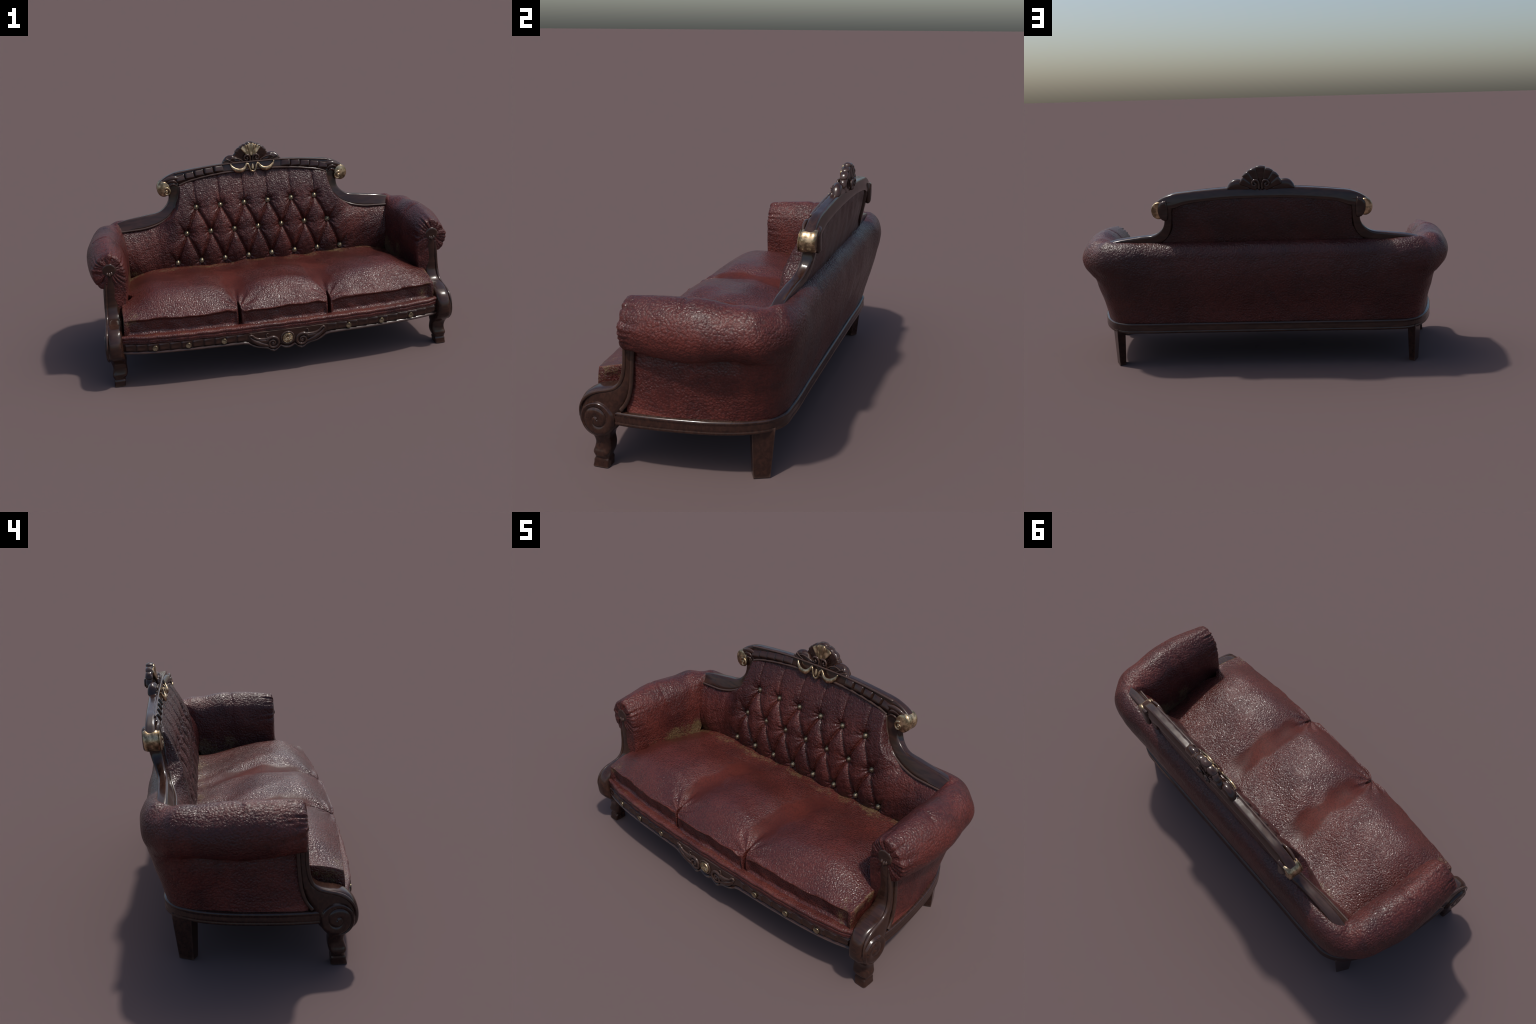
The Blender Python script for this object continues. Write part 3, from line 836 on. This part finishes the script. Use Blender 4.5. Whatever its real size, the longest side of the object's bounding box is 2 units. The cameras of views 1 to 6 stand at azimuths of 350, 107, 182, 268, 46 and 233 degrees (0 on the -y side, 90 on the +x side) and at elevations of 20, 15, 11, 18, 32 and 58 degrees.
for s in (-1, 1):
    yb_ = -.4315
    sp = []
    for t in np.linspace(0, 1, 22):     # volute
        th = math.radians(150) + t * math.radians(-620) * 1.0
        r = .0345 * (1 - t) ** .9 + .003
        sp.append((s * (.0795 - r * math.cos(th) * -1 * -1), yb_ - .002 * t, .1745 + r * math.sin(th) * 1.0))
    grid("carved_volute", tube(sp, lambda t: .0090 - .0035 * t, 100, 10, .95), M_WOOD, rail, cv=True, caps=True)
    eye = lathe("volute_eye", [(.008, -.003), (.0075, .003), (.005, .0055), (.001, .0065)], 16); eye.materials.append(M_WOOD)
    o = add("volute_eye", eye, None, rail); o.location = (s * .0795, yb_, .1745)
    stem = [(.060, yb_, .205), (.085, yb_ - .001, .2085), (.105, yb_ - .001, .206), (.130, yb_, .204), (.155, yb_, .207), (.175, yb_, .217), (.188, yb_ - .001, .231), (.199, yb_ - .001, .234), (.204, yb_, .225)]
    grid("carved_stem", tube([(s * a_, b, c) for a_, b, c in stem], lambda t: .0045 + .0022 * math.sin(t * PI), 70, 8, 1.0), M_WOOD, rail, cv=True, caps=True)
    lowr = [(.098, yb_, .160), (.118, yb_ - .001, .166), (.140, yb_ - .002, .176), (.165, yb_ - .001, .188), (.186, yb_, .203), (.200, yb_, .221)]
    grid("carved_leaf", tube([(s * a_, b, c) for a_, b, c in lowr], lambda t: .0028 + .0100 * math.sin(PI * (t * .85 + .1)), 50, 12, .75), M_WOOD, rail, cv=True, caps=True)
    fill = [(.100, yb_ + .001, .186), (.120, yb_ - .001, .190), (.142, yb_ - .001, .194), (.165, yb_ + .001, .202)]
    grid("carved_leaf", tube([(s * a_, b, c) for a_, b, c in fill], lambda t: .003 + .010 * math.sin(PI * (t * .85 + .1)), 40, 12, .6), M_WOOD, rail, cv=True, caps=True)
    curl = [(.100, yb_, .206), (.112, yb_ - .001, .214), (.113, yb_ - .001, .226), (.107, yb_ - .001, .233), (.100, yb_, .230)]
    grid("carved_curl", tube([(s * a_, b, c) for a_, b, c in curl], lambda t: .0052 - .003 * t, 36, 8, .8), M_WOOD, rail, cv=True, caps=True)

# ------------------------------------------------------------------ base moulding round sides and back
plan = [(.924, -.262), (.926, -.217), (.922, -.103), (.910, .006), (.884, .145), (.848, .243), (.795, .320), (.738, .352), (.66, .3585), (.40, .3590), (0, .3590)]
plan = np.array(plan + [(-x, y) for x, y in plan[-2::-1]])
C = curve(plan, 320)
Tn = np.gradient(C, axis=0); Tn /= np.linalg.norm(Tn, axis=1)[:, None]
Nn = np.stack([-Tn[:, 1], Tn[:, 0]], 1); Nn = np.where((Nn * C).sum(1)[:, None] < 0, -Nn, Nn)
mp = [(-.05, .246), (-.002, .2465), (.0045, .2450), (.0085, .2415), (.0098, .2370), (.0090, .2335), (.0080, .2310), (.0080, .2180), (.0080, .2080), (.0070, .2045), (.0085, .2010), (.0088, .1965), (.0060, .1915), (-.001, .1890), (-.008, .1880), (-.05, .190)]
mp = spline(chord(mp), mp, np.linspace(0, chord(mp)[-1], 60))
B = np.stack([np.concatenate([C + Nn * d, np.full((len(C), 1), z)], 1) for d, z in mp], 1)
grid("base_moulding", B, M_WOOD, cv=True, caps=True, sharp=math.radians(45))
# dark webbing underneath closes the seat frame
u, v = np.meshgrid(np.linspace(-1, 1, 41), np.linspace(0, 1, 3), indexing="ij")
bx = u * .86; fy = y_rail(bx) + .03
by_ = fy * (1 - v) + (.340 - .20 * sstep(.70, .90, np.abs(bx))) * v
slab = np.stack([bx, by_, np.full_like(bx, .2)], -1)
o = grid("bottom_cloth", slab, None)
N = Nodes("black_cambric"); N.put(N.b.inputs["Base Color"], N.mix(N.noise(60), (.006, .005, .005), (.012, .010, .010))); N.b.inputs["Roughness"].default_value = .9
o.data.materials.append(N.m)
md = o.modifiers.new("thick", "SOLIDIFY"); md.thickness = .006

# ------------------------------------------------------------------ front legs: arm post, scroll knee and foot in one carved piece
LEG = [  # z, front y, back y, inner x, outer x, squareness
    (.600, -.208, -.168, .860, .908, 2.4), (.560, -.2125, -.168, .858, .911, 2.5), (.500, -.2140, -.168, .8555, .9165, 2.6), (.430, -.2150, -.170, .855, .921, 2.6), (.385, -.2220, -.173, .850, .924, 2.7),
    (.358, -.236, -.176, .847, .926, 2.8), (.343, -.256, -.179, .846, .928, 3), (.335, -.285, -.181, .846, .929, 3.2), (.3295, -.315, -.183, .846, .930, 3.4),
    (.320, -.345, -.186, .847, .932, 3.4), (.302, -.373, -.193, .849, .935, 3.4), (.275, -.392, -.206, .851, .938, 3.4), (.245, -.402, -.222, .853, .940, 3.4),
    (.213, -.4055, -.236, .853, .941, 3.4), (.182, -.400, -.243, .850, .941, 3.4), (.158, -.381, -.262, .845, .937, 3.2), (.138, -.360, -.277, .845, .930, 3.4),
    (.120, -.350, -.283, .847, .925, 3.4), (.100, -.347, -.281, .847, .921, 3.6), (.080, -.351, -.281, .846, .922, 3.8), (.058, -.356, -.285, .850, .927, 4),
    (.044, -.351, -.290, .857, .925, 3.4), (.036, -.348, -.293, .864, .919, 6), (.031, -.351, -.291, .862, .921, 7), (.014, -.354, -.290, .864, .922, 7), (.000, -.357, -.290, .866, .924, 7)]
L = np.array(LEG)
t = chord(L[:, :5] * [1, 1, .6, .6, .6]); Ld = spline(t, L, np.linspace(0, t[-1], 150))
def leg_mesh(s):
    return np.array([sections(r[3], r[4], r[1], r[2], max(r[0], 0), 44, r[5]) for r in Ld]) * np.array([s, 1, 1])
for s in (1, -1):
    leg = grid("front_leg", leg_mesh(s), M_WOOD, cv=True, caps=True, sharp=math.radians(50))
    # scroll boss on the outside of the knee: one spiral ridge winding into a button
    xface, kk = .9365, 72
    a = np.linspace(0, 2 * PI, kk, endpoint=False); disc = []
    for f in np.linspace(1, .015, 60):
        turn = 2.05 * (1 - f) ** .95 + (a if True else 0) / (2 * PI)
        ph = turn - np.floor(turn)
        ridge = np.sin(PI * ph) ** .7
        h = .0035 + .0075 * ridge * min(1, (1 - f) * 9) * (.55 + .45 * f) + .006 * (1 - f)
        h = h * min(1, (1 - f) * 14) - .003 * (f > .985)
        disc.append(np.stack([np.full(kk, s * xface) + s * h, -.318 + .070 * f * np.cos(a), .2085 + .073 * f * np.sin(a)], 1))
    grid("knee_boss", np.array(disc), M_WOOD, leg, cv=True, caps=True)
    # moulded edge running from the post down round the knee
    ed = [(.917, -.206, .560), (.922, -.209, .500), (.927, -.211, .430), (.930, -.219, .385), (.932, -.232, .357), (.934, -.254, .338), (.936, -.285, .327), (.938, -.315, .320), (.941, -.346, .308), (.944, -.374, .285), (.946, -.392, .250), (.947, -.395, .213)]
    grid("post_moulding", tube([(s * (a_ - .0095), b + .003, c - .002) for a_, b, c in ed], lambda q_: .0085 * min(1, (1 - q_) * 4 + .1), 80, 12), M_WOOD, leg, cv=True, caps=True)
    re = [(.918, -.171, .545), (.924, -.173, .48), (.929, -.176, .40), (.931, -.183, .335), (.934, -.200, .285), (.936, -.222, .255)]
    grid("post_moulding", tube([(s * (a_ - .0065), b, c) for a_, b, c in re], .0085, 60, 12), M_WOOD, leg, cv=True, caps=True)
    # rounded head of the post, set into the gathers
    kn = lathe("post_head", [(.0365, -.020), (.037, .000), (.0355, .006), (.032, .0095), (.025, .0100), (.012, .0095), (.001, .0092)], 40); kn.materials.append(M_WOOD)
    o = add("post_head", kn, None, leg); o.location = (s * .8845, -.2035, .602)
    for px, pz, pr_, ln in ((-.011, -.020, .0052, .016), (0, -.026, .0058, .020), (.011, -.020, .0052, .016)):
        tr = tube([(s * (.8845 + px), -.2105, .602 + pz + ln * .6), (s * (.8845 + px), -.2135, .602 + pz), (s * (.8845 + px * .6), -.2125, .602 + pz - ln * .7)], lambda q_, r=pr_: r * (.15 + math.sin(PI * min(1, q_ * .9 + .06))), 20, 10)
        grid("head_bead", tr, M_WOOD, leg, cv=True, caps=True)

# ------------------------------------------------------------------ plain tapered back legs
for s in (1, -1):
    q0 = np.array([(.831, .262), (.800, .329), (.768, .303), (.790, .240)])
    ctr = q0.mean(0)
    def corner_ring(sc, off):
        q = ctr + (q0 - ctr) * sc + off
        pts = []
        for i in range(4):
            p, a_, b_ = q[i], q[i - 1], q[(i + 1) % 4]
            for f in (.22, .10, .03):
                pts.append(p + (a_ - p) * f)
            for f in (.03, .10, .22):
                pts.append(p + (b_ - p) * f)
        return np.array(pts)
    rows = []
    for z in np.linspace(0, .205, 14):
        f = z / .205
        r = corner_ring(.88 + .33 * f, np.array([-.004, -.006 + .004 * f]))
        rows.append(np.concatenate([r, np.full((len(r), 1), z)], 1) * [s, 1, 1])
    grid("back_leg", np.array(rows), M_WOOD, cv=True, caps=True, sharp=math.radians(28))
